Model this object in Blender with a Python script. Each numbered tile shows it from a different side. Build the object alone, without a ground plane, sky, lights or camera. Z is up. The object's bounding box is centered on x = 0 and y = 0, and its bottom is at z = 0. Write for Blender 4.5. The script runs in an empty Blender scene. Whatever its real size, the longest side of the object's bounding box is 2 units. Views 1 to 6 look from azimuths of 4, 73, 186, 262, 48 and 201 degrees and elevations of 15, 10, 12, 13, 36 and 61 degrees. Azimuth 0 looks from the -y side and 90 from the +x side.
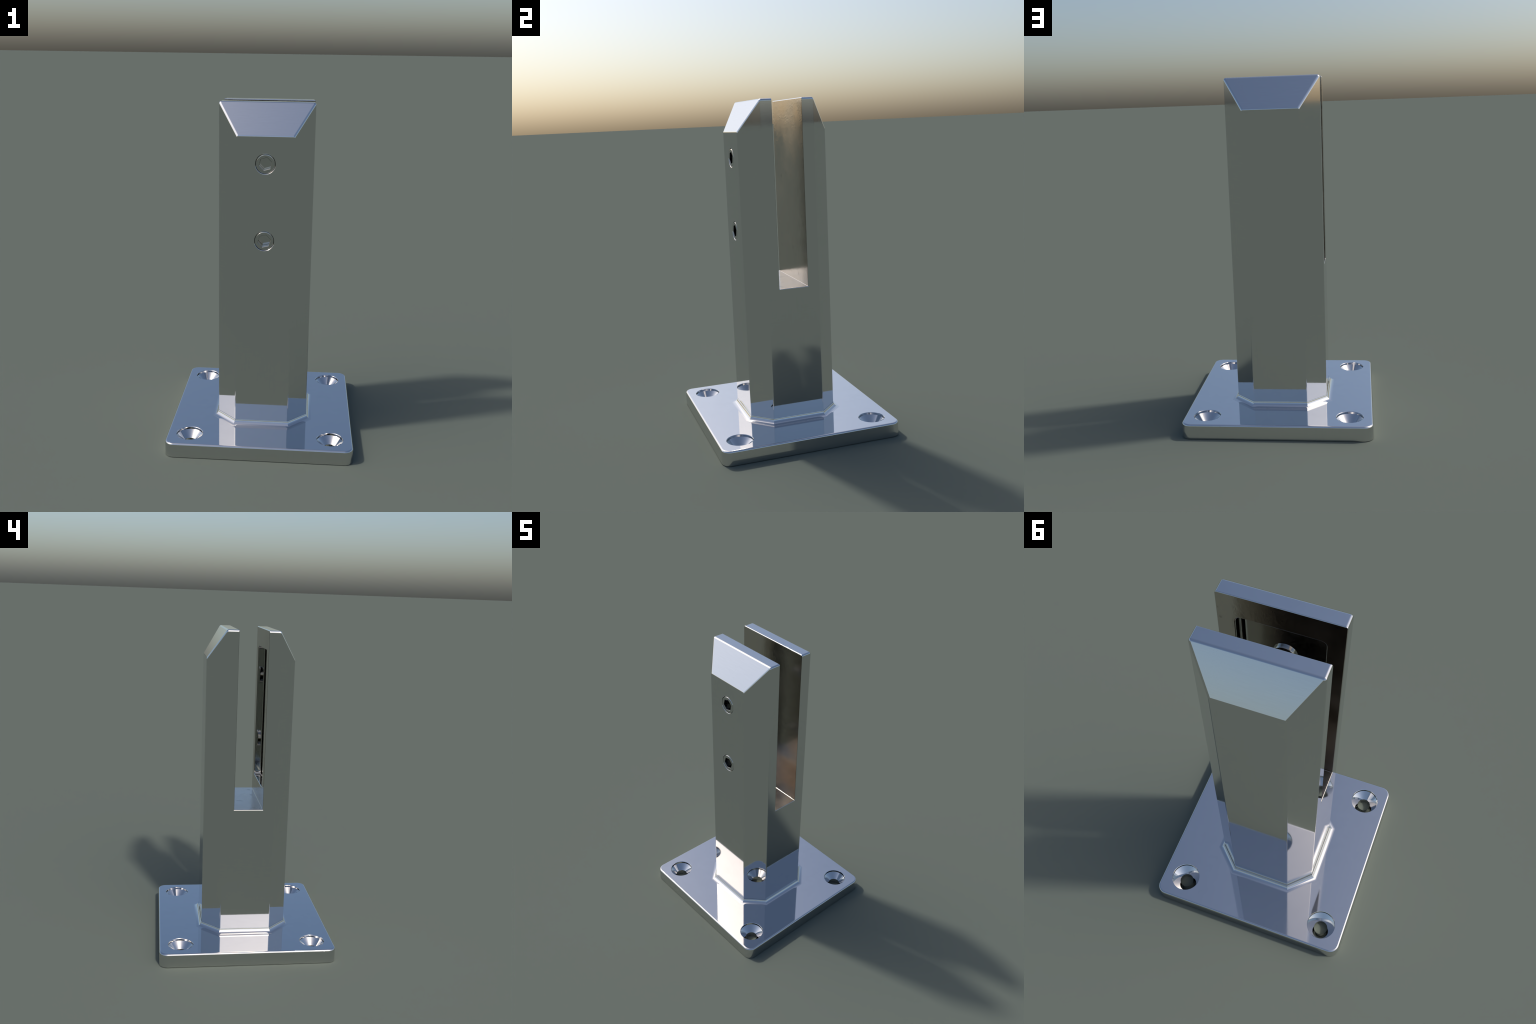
"""Polished steel glass-fence spigot: square foot plate with countersunk holes, a weld
fillet, an octagonal post slotted for the pane, and two socket set screws."""
import bpy, bmesh, math
from mathutils import Vector, Matrix

# ------------------------------------------------------------------ sizes (metres)
PLATE_HALF, PLATE_R, PLATE_TOP = 0.5447, 0.0535, 0.086
PLATE_ROUND = 0.0115                    # rounding of the plate's upper edge
HOLE_AT, HOLE_R, HOLE_BORE = 0.4125, 0.0768, 0.0378
W, F = 0.2700, 0.1582                   # post: half width across flats, half width of a flat
TOP, SLOPE_LOW = 2.0, 1.8235            # jaw tops, lower end of the sloping cuts
SLOT_HALF, SLOT_FLOOR = 0.0890, 0.9055
POCKET_X, POCKET_LOW, POCKET_HIGH, POCKET_DEEP = 0.1908, 1.0245, 1.8795, 0.0490
SCREW_Z = (1.6704, 1.2332)
SCREW_R, SCREW_TIP_Y = 0.0550, -0.1262
SOCKET_R, SOCKET_DEPTH = 0.0375, 0.050


# ------------------------------------------------------------------ helpers
def new_obj(name, bm, mat, parent=None):
    me = bpy.data.meshes.new(name)
    bm.normal_update()
    bm.to_mesh(me)
    bm.free()
    ob = bpy.data.objects.new(name, me)
    bpy.context.scene.collection.objects.link(ob)
    for m in (mat if isinstance(mat, (list, tuple)) else [mat]):
        me.materials.append(m)
    if parent:
        ob.parent = parent
    return ob


def apply_mods(ob):
    dg = bpy.context.evaluated_depsgraph_get()
    dg.update()
    me = bpy.data.meshes.new_from_object(ob.evaluated_get(dg), preserve_all_data_layers=True, depsgraph=dg)
    old = ob.data
    name = old.name
    ob.modifiers.clear()
    ob.data = me
    bpy.data.meshes.remove(old)
    me.name = name


def cut(ob, cutter_bm):
    """subtract a cutter solid, then throw the cutter away"""
    bmesh.ops.recalc_face_normals(cutter_bm, faces=cutter_bm.faces)
    c = new_obj("cutter", cutter_bm, ob.data.materials[0] if ob.data.materials else None)
    m = ob.modifiers.new("cut", 'BOOLEAN')
    m.operation, m.solver, m.object = 'DIFFERENCE', 'EXACT', c
    apply_mods(ob)
    me = c.data
    bpy.data.objects.remove(c)
    bpy.data.meshes.remove(me)


def shade(ob, angle=24):
    """smooth within rounded strips, flat faces kept truly flat"""
    me = ob.data
    bm = bmesh.new()
    bm.from_mesh(me)
    lim = math.radians(angle)
    for f in bm.faces:
        f.smooth = True
    for e in bm.edges:
        e.smooth = len(e.link_faces) == 2 and e.calc_face_angle(9) < lim
    bm.to_mesh(me)
    bm.free()
    m = ob.modifiers.new("weighted", 'WEIGHTED_NORMAL')
    m.mode, m.keep_sharp, m.weight = 'FACE_AREA', True, 100
    apply_mods(ob)


def loft(bm, rings, cap_start=True, cap_end=True, closed=False):
    vs = [[bm.verts.new(p) for p in r] for r in rings]
    pairs = list(zip(vs, vs[1:])) + ([(vs[-1], vs[0])] if closed else [])
    n = len(vs[0])
    for a, b in pairs:
        for i in range(n):
            j = (i + 1) % n
            bm.faces.new((a[i], a[j], b[j], b[i]))
    if not closed:
        if cap_start:
            bm.faces.new(list(reversed(vs[0])))
        if cap_end:
            bm.faces.new(vs[-1])
    bmesh.ops.recalc_face_normals(bm, faces=bm.faces)
    return vs


def rounded_rect(hx, hy, r, seg=12):
    out = []
    for cx, cy, a0 in ((1, 1, 0), (-1, 1, 90), (-1, -1, 180), (1, -1, 270)):
        for k in range(seg + 1):
            a = math.radians(a0 + 90 * k / seg)
            out.append((cx * (hx - r) + r * math.cos(a), cy * (hy - r) + r * math.sin(a)))
    return out


def lathe_rings(profile, seg=96):
    """profile of (radius, height): rings about z"""
    return [[(r * math.cos(2 * math.pi * k / seg), r * math.sin(2 * math.pi * k / seg), h)
             for k in range(seg)] for r, h in profile]


def octagon(d, fuller=0.0):
    """post outline pushed outward by d, its corners optionally a little fuller"""
    w, f = W + d, F + fuller + d * math.tan(math.radians(22.5))
    return [(f, -w), (w, -f), (w, f), (f, w), (-f, w), (-w, f), (-w, -f), (-f, -w)]


# ------------------------------------------------------------------ materials
def steel(name, color, rough, rough_var=0.015, grain=0.016, grain_bump=0.008, smudge=0.0):
    """mirror-polished steel: faint polishing lines running two ways, and on request a
    rougher skin with fine pitting, worn patches and a few dull spots"""
    mat = bpy.data.materials.new(name)
    mat.use_nodes = True
    nt = mat.node_tree
    nt.nodes.clear()
    L = nt.links.new

    def N(kind, **inputs):
        n = nt.nodes.new(kind)
        for k, v in inputs.items():
            n.inputs[k].default_value = v
        return n

    def noise(vec, scale, detail=3.0, roughness=0.5):
        n = N('ShaderNodeTexNoise', Scale=scale, Detail=detail, Roughness=roughness)
        L(vec, n.inputs['Vector'])
        return n.outputs['Fac']

    def remap(val, a, b, c, d):
        m = nt.nodes.new('ShaderNodeMapRange')
        for k, v in zip(('From Min', 'From Max', 'To Min', 'To Max'), (a, b, c, d)):
            m.inputs[k].default_value = v
        L(val, m.inputs['Value'])
        return m.outputs['Result']

    def math_node(op, a, b):
        m = nt.nodes.new('ShaderNodeMath')
        m.operation = op
        for k, v in enumerate((a, b)):
            if hasattr(v, 'node'):
                L(v, m.inputs[k])
            else:
                m.inputs[k].default_value = v
        return m.outputs['Value']

    out = nt.nodes.new('ShaderNodeOutputMaterial')
    p = N('ShaderNodeBsdfPrincipled', Metallic=1.0)
    obj = nt.nodes.new('ShaderNodeTexCoord').outputs['Object']

    # polishing lines: level ones and upright ones, each owning some patches of the surface
    lines = []
    for sc, rot in (((14, 14, 420), (0.10, 0.07, 0)), ((380, 360, 12), (0.05, -0.08, 0.6))):
        mp = nt.nodes.new('ShaderNodeMapping')
        mp.inputs['Scale'].default_value = sc
        mp.inputs['Rotation'].default_value = rot
        L(obj, mp.inputs['Vector'])
        lines.append(noise(mp.outputs['Vector'], 1.0, 3.0))
    owner = remap(noise(obj, 4.5, 2.0), 0.46, 0.58, 0.0, 1.0)
    mix = nt.nodes.new('ShaderNodeMix')
    L(owner, mix.inputs[0])
    L(lines[0], mix.inputs[2])
    L(lines[1], mix.inputs[3])
    line = mix.outputs[0]
    shade_f = remap(line, 0.3, 0.7, 1.0 - grain, 1.0 + grain)

    bump = N('ShaderNodeBump', Strength=grain_bump, Distance=0.001)
    L(line, bump.inputs['Height'])
    drift = noise(obj, 5.0, 4.0)
    rough_out = remap(drift, 0.3, 0.7, max(0.0, rough - rough_var), rough + rough_var)

    if smudge:
        fine = noise(obj, 190.0, 3.0, 0.65)
        worn = remap(noise(obj, 9.0, 6.0, 0.62), 0.44, 0.60, 0.0, 1.0)
        pits = math_node('MULTIPLY', remap(noise(obj, 95.0, 4.0, 0.6), 0.35, 0.7, 0.0, 1.0), worn)
        b2 = N('ShaderNodeBump', Strength=smudge, Distance=0.002)
        L(math_node('ADD', pits, math_node('MULTIPLY', fine, 0.30)), b2.inputs['Height'])
        L(bump.outputs['Normal'], b2.inputs['Normal'])
        bump = b2
        rough_out = math_node('ADD', rough_out, math_node('MULTIPLY', remap(fine, 0.3, 0.7, -0.5, 0.5), 0.05))
        spots = remap(noise(obj, 24.0, 3.0, 0.55), 0.64, 0.72, 1.0, 0.70)
        shade_f = math_node('MULTIPLY', shade_f, spots)

    col = nt.nodes.new('ShaderNodeVectorMath')
    col.operation = 'SCALE'
    col.inputs[0].default_value = color
    L(shade_f, col.inputs['Scale'])
    L(col.outputs['Vector'], p.inputs['Base Color'])
    L(rough_out, p.inputs['Roughness'])
    L(bump.outputs['Normal'], p.inputs['Normal'])
    L(p.outputs['BSDF'], out.inputs['Surface'])
    return mat


STEEL = (0.69, 0.69, 0.69)
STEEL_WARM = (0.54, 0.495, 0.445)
m_post = steel("polished_steel_post", STEEL, 0.045)
m_plate = steel("polished_steel_plate", STEEL, 0.045)
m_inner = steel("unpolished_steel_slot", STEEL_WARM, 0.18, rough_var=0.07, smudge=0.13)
m_pocket = steel("milled_steel_pocket", (0.53, 0.53, 0.505), 0.07, rough_var=0.03)  # grey lowered so the pocket's reflection in the back jaw goes darker
m_bore = steel("turned_steel_bore", STEEL, 0.05, grain=0.012)
m_socket = steel("dark_steel_socket", (0.36, 0.36, 0.36), 0.16)  # darker grey inside the hexagon than on the screw body
m_screw = steel("polished_steel_screw", (0.58, 0.58, 0.57), 0.06, grain=0.012)

# ------------------------------------------------------------------ the thing
root = bpy.data.objects.new("glass_fence_spigot", None)
bpy.context.scene.collection.objects.link(root)
root["label"] = "polished steel glass fence clamp post on square plate"
root["category"] = "fence spigot"

# ------------------------------------------------------------------ base plate
bm = bmesh.new()
rings = [[(x, y, 0.0) for x, y in rounded_rect(PLATE_HALF, PLATE_HALF, PLATE_R)]]
for k in range(9):
    a = math.radians(90 * k / 8)
    ins = PLATE_ROUND * (1 - math.cos(a))
    z = PLATE_TOP - PLATE_ROUND * (1 - math.sin(a))
    rings.append([(x, y, z) for x, y in rounded_rect(PLATE_HALF - ins, PLATE_HALF - ins, PLATE_R - ins)])
loft(bm, rings)
plate = new_obj("base_plate", bm, [m_plate], root)
hole_profile = [(HOLE_BORE, -0.02), (HOLE_BORE, 0.0330), (HOLE_R - 0.0005, 0.0722),
                (HOLE_R, PLATE_TOP - 0.0022), (HOLE_R + 0.0018, PLATE_TOP), (HOLE_R + 0.0018, PLATE_TOP + 0.03)]
for sx in (-1, 1):
    for sy in (-1, 1):
        c = bmesh.new()
        loft(c, [[(x + sx * HOLE_AT, y + sy * HOLE_AT, z) for x, y, z in r] for r in lathe_rings(hole_profile)])
        cut(plate, c)
shade(plate)
plate.data.materials.clear()
plate.data.materials.append(m_plate)
plate.data.materials.append(m_bore)
for p in plate.data.polygons:
    c = p.center
    if math.hypot(abs(c.x) - HOLE_AT, abs(c.y) - HOLE_AT) < HOLE_R + 0.003:
        p.material_index = 1

# ------------------------------------------------------------------ weld fillet round the foot of the post
bm = bmesh.new()
COVE_OUT, COVE_UP = 0.0330, 0.0300
prof = [(0.0004 + COVE_OUT * (1 - math.cos(math.radians(t))), PLATE_TOP + 0.0004 + COVE_UP * (1 - math.sin(math.radians(t))))
        for t in range(0, 91, 9)]
prof += [(0.0004 + COVE_OUT, PLATE_TOP - 0.004), (-0.004, PLATE_TOP - 0.004), (-0.004, PLATE_TOP + 0.0200)]
loft(bm, [[(x, y, z) for x, y in octagon(d, 0.0008)] for d, z in prof], closed=True)
weld = new_obj("weld_fillet", bm, m_plate, root)
shade(weld, 20)

# ------------------------------------------------------------------ post
bm = bmesh.new()
pts = [(x, y, PLATE_TOP - 0.03) for x, y in octagon(0)]
pts += [(sx * F, sy * W, SLOPE_LOW) for sx in (-1, 1) for sy in (-1, 1)]
pts += [(sx * W, sy * F, TOP) for sx in (-1, 1) for sy in (-1, 1)]
for p in pts:
    bm.verts.new(p)
bmesh.ops.convex_hull(bm, input=bm.verts)
bmesh.ops.dissolve_limit(bm, angle_limit=math.radians(0.5), verts=bm.verts, edges=bm.edges)
post = new_obj("slotted_post", bm, [m_post], root)
c = bmesh.new()
bmesh.ops.create_cube(c, size=1.0, matrix=Matrix.Translation((0, 0, SLOT_FLOOR + 1.0)) @
                      Matrix.Diagonal((2.0, 2 * SLOT_HALF, 2.0, 1.0)))
cut(post, c)

# edge rounding: width by what kind of edge it is
ROUND_MAX = 0.0125
bm = bmesh.new()
bm.from_mesh(post.data)
bmesh.ops.remove_doubles(bm, verts=bm.verts, dist=1e-5)
bmesh.ops.dissolve_limit(bm, angle_limit=math.radians(0.5), verts=bm.verts, edges=bm.edges)
bw = bm.edges.layers.float.get('bevel_weight_edge') or bm.edges.layers.float.new('bevel_weight_edge')
bm.normal_update()
for e in bm.edges:
    a, b = e.verts[0].co, e.verts[1].co
    mid, d = (a + b) / 2, b - a
    if mid.z < PLATE_TOP:
        r = 0.0
    elif a.z > TOP - 0.001 and b.z > TOP - 0.001:          # rim of the jaw tops
        if abs(d.y) > 0.01:
            r = 0.0125                                      # short ends
        elif abs(mid.y) > SLOT_HALF + 0.02:
            r = 0.0080                                      # top of the slope
        else:
            r = 0.0050                                      # towards the slot
    elif abs(d.z) > 0.5 * d.length and abs(d.y) > 0.01:     # flanks of the slope
        r = 0.0085
    elif abs(mid.z - SLOPE_LOW) < 0.001:
        r = 0.0045
    elif abs(abs(mid.y) - SLOT_HALF) < 0.001 or abs(mid.z - SLOT_FLOOR) < 0.001:
        r = 0.0038                                          # slot mouth and slot corners
    else:
        r = 0.0038                                          # long corners of the octagon
    e[bw] = r / ROUND_MAX
bm.to_mesh(post.data)
bm.free()
m = post.modifiers.new("round", 'BEVEL')
m.limit_method, m.width, m.segments, m.use_clamp_overlap = 'WEIGHT', ROUND_MAX, 5, False
m.offset_type = 'OFFSET'
apply_mods(post)

# pocket in the front jaw, open to the slot, with a softly rounded mouth and floor
c = bmesh.new()
cz, hz = (POCKET_LOW + POCKET_HIGH) / 2, (POCKET_HIGH - POCKET_LOW) / 2
rr, soft, cove = 0.026, 0.0055, 0.0085
outline = [(-0.01, -soft)]
# mouth: quarter round turning from the slot wall into the pocket wall; foot: cove into the floor
outline += [(soft - soft * math.cos(math.radians(t)), -soft * (1 - math.sin(math.radians(t)))) for t in (0, 18, 36, 54, 72, 90)]
outline += [(POCKET_DEEP - cove + cove * math.sin(math.radians(t)), cove * (1 - math.cos(math.radians(t))))
            for t in (0, 15, 30, 45, 60, 75, 90)]
rings = []
for depth, ins in outline:
    rings.append([(x, -SLOT_HALF - depth, cz + z) for x, z in rounded_rect(POCKET_X - ins, hz - ins, rr - ins, 8)])
loft(c, rings)
cut(post, c)

# threaded holes for the set screws, mouth slightly rounded
for z0 in SCREW_Z:
    c = bmesh.new()
    hr = SCREW_R + 0.0004
    prof = [(hr, 0.12), (hr, 0.15), (hr, W - 0.0042)] + \
           [(hr + 0.0042 * (1 - math.cos(math.radians(t))), W - 0.0042 + 0.0042 * math.sin(math.radians(t)))
            for t in (30, 60, 90)] + [(hr + 0.0042, W + 0.02)]
    loft(c, [[(x, -h, z0 + y) for x, y, h in r] for r in lathe_rings(prof, 64)])
    cut(post, c)
shade(post)
post.data.materials.clear()
post.data.materials.append(m_post)
post.data.materials.append(m_inner)
post.data.materials.append(m_pocket)
for p in post.data.polygons:
    c = p.center
    if abs(c.y) < SLOT_HALF + 0.0005 and c.z > SLOT_FLOOR - 0.0005 and c.z < TOP - 0.006 and abs(c.x) < W - 0.002:
        p.material_index = 1
    elif -SLOT_HALF - 0.052 < c.y < -SLOT_HALF and abs(c.x) < POCKET_X + 0.008 and POCKET_LOW - 0.01 < c.z < POCKET_HIGH + 0.01:
        p.material_index = 2

# ------------------------------------------------------------------ set screws with hexagon sockets
bm = bmesh.new()
SEG = 72
front, rnd = -W, 0.0075
L_total = SCREW_TIP_Y - front
hexring = [(SOCKET_R * math.cos(math.radians(16 + 60 * k)), SOCKET_R * math.sin(math.radians(16 + 60 * k))) for k in range(6)]
body = [(SCREW_R - rnd * (1 - math.cos(math.radians(t))), front + rnd * (1 - math.sin(math.radians(t)))) for t in (0, 30, 60, 90)]
body = [(SCREW_R - 0.0025, SCREW_TIP_Y), (SCREW_R, SCREW_TIP_Y - 0.0025)] + body
loft(bm, [[(r * math.cos(2 * math.pi * k / SEG), y, r * math.sin(2 * math.pi * k / SEG)) for k in range(SEG)]
          for r, y in body])
screw = new_obj("set_screw", bm, [m_screw], post)
c = bmesh.new()
loft(c, [[(x * s, y, z * s) for x, z in hexring] for s, y in
         ((1.04, front - 0.02), (1.04, front - 0.0001), (1.0, front + 0.0012), (1.0, front + SOCKET_DEPTH - 0.004), (1.05, front + SOCKET_DEPTH - 0.0025), (1.05, front + SOCKET_DEPTH))])
cut(screw, c)
shade(screw)
screw.data.materials.append(m_socket)
for p in screw.data.polygons:
    if math.hypot(p.center.x, p.center.z) < SOCKET_R * 1.02 and front + 0.0005 < p.center.y < front + SOCKET_DEPTH - 0.0005:
        p.material_index = 1
screw.location = (0, 0, SCREW_Z[0])
second = screw.copy()
bpy.context.scene.collection.objects.link(second)
second.location = (0, 0, SCREW_Z[1])
second.rotation_euler = (0, math.radians(2.5), 0)
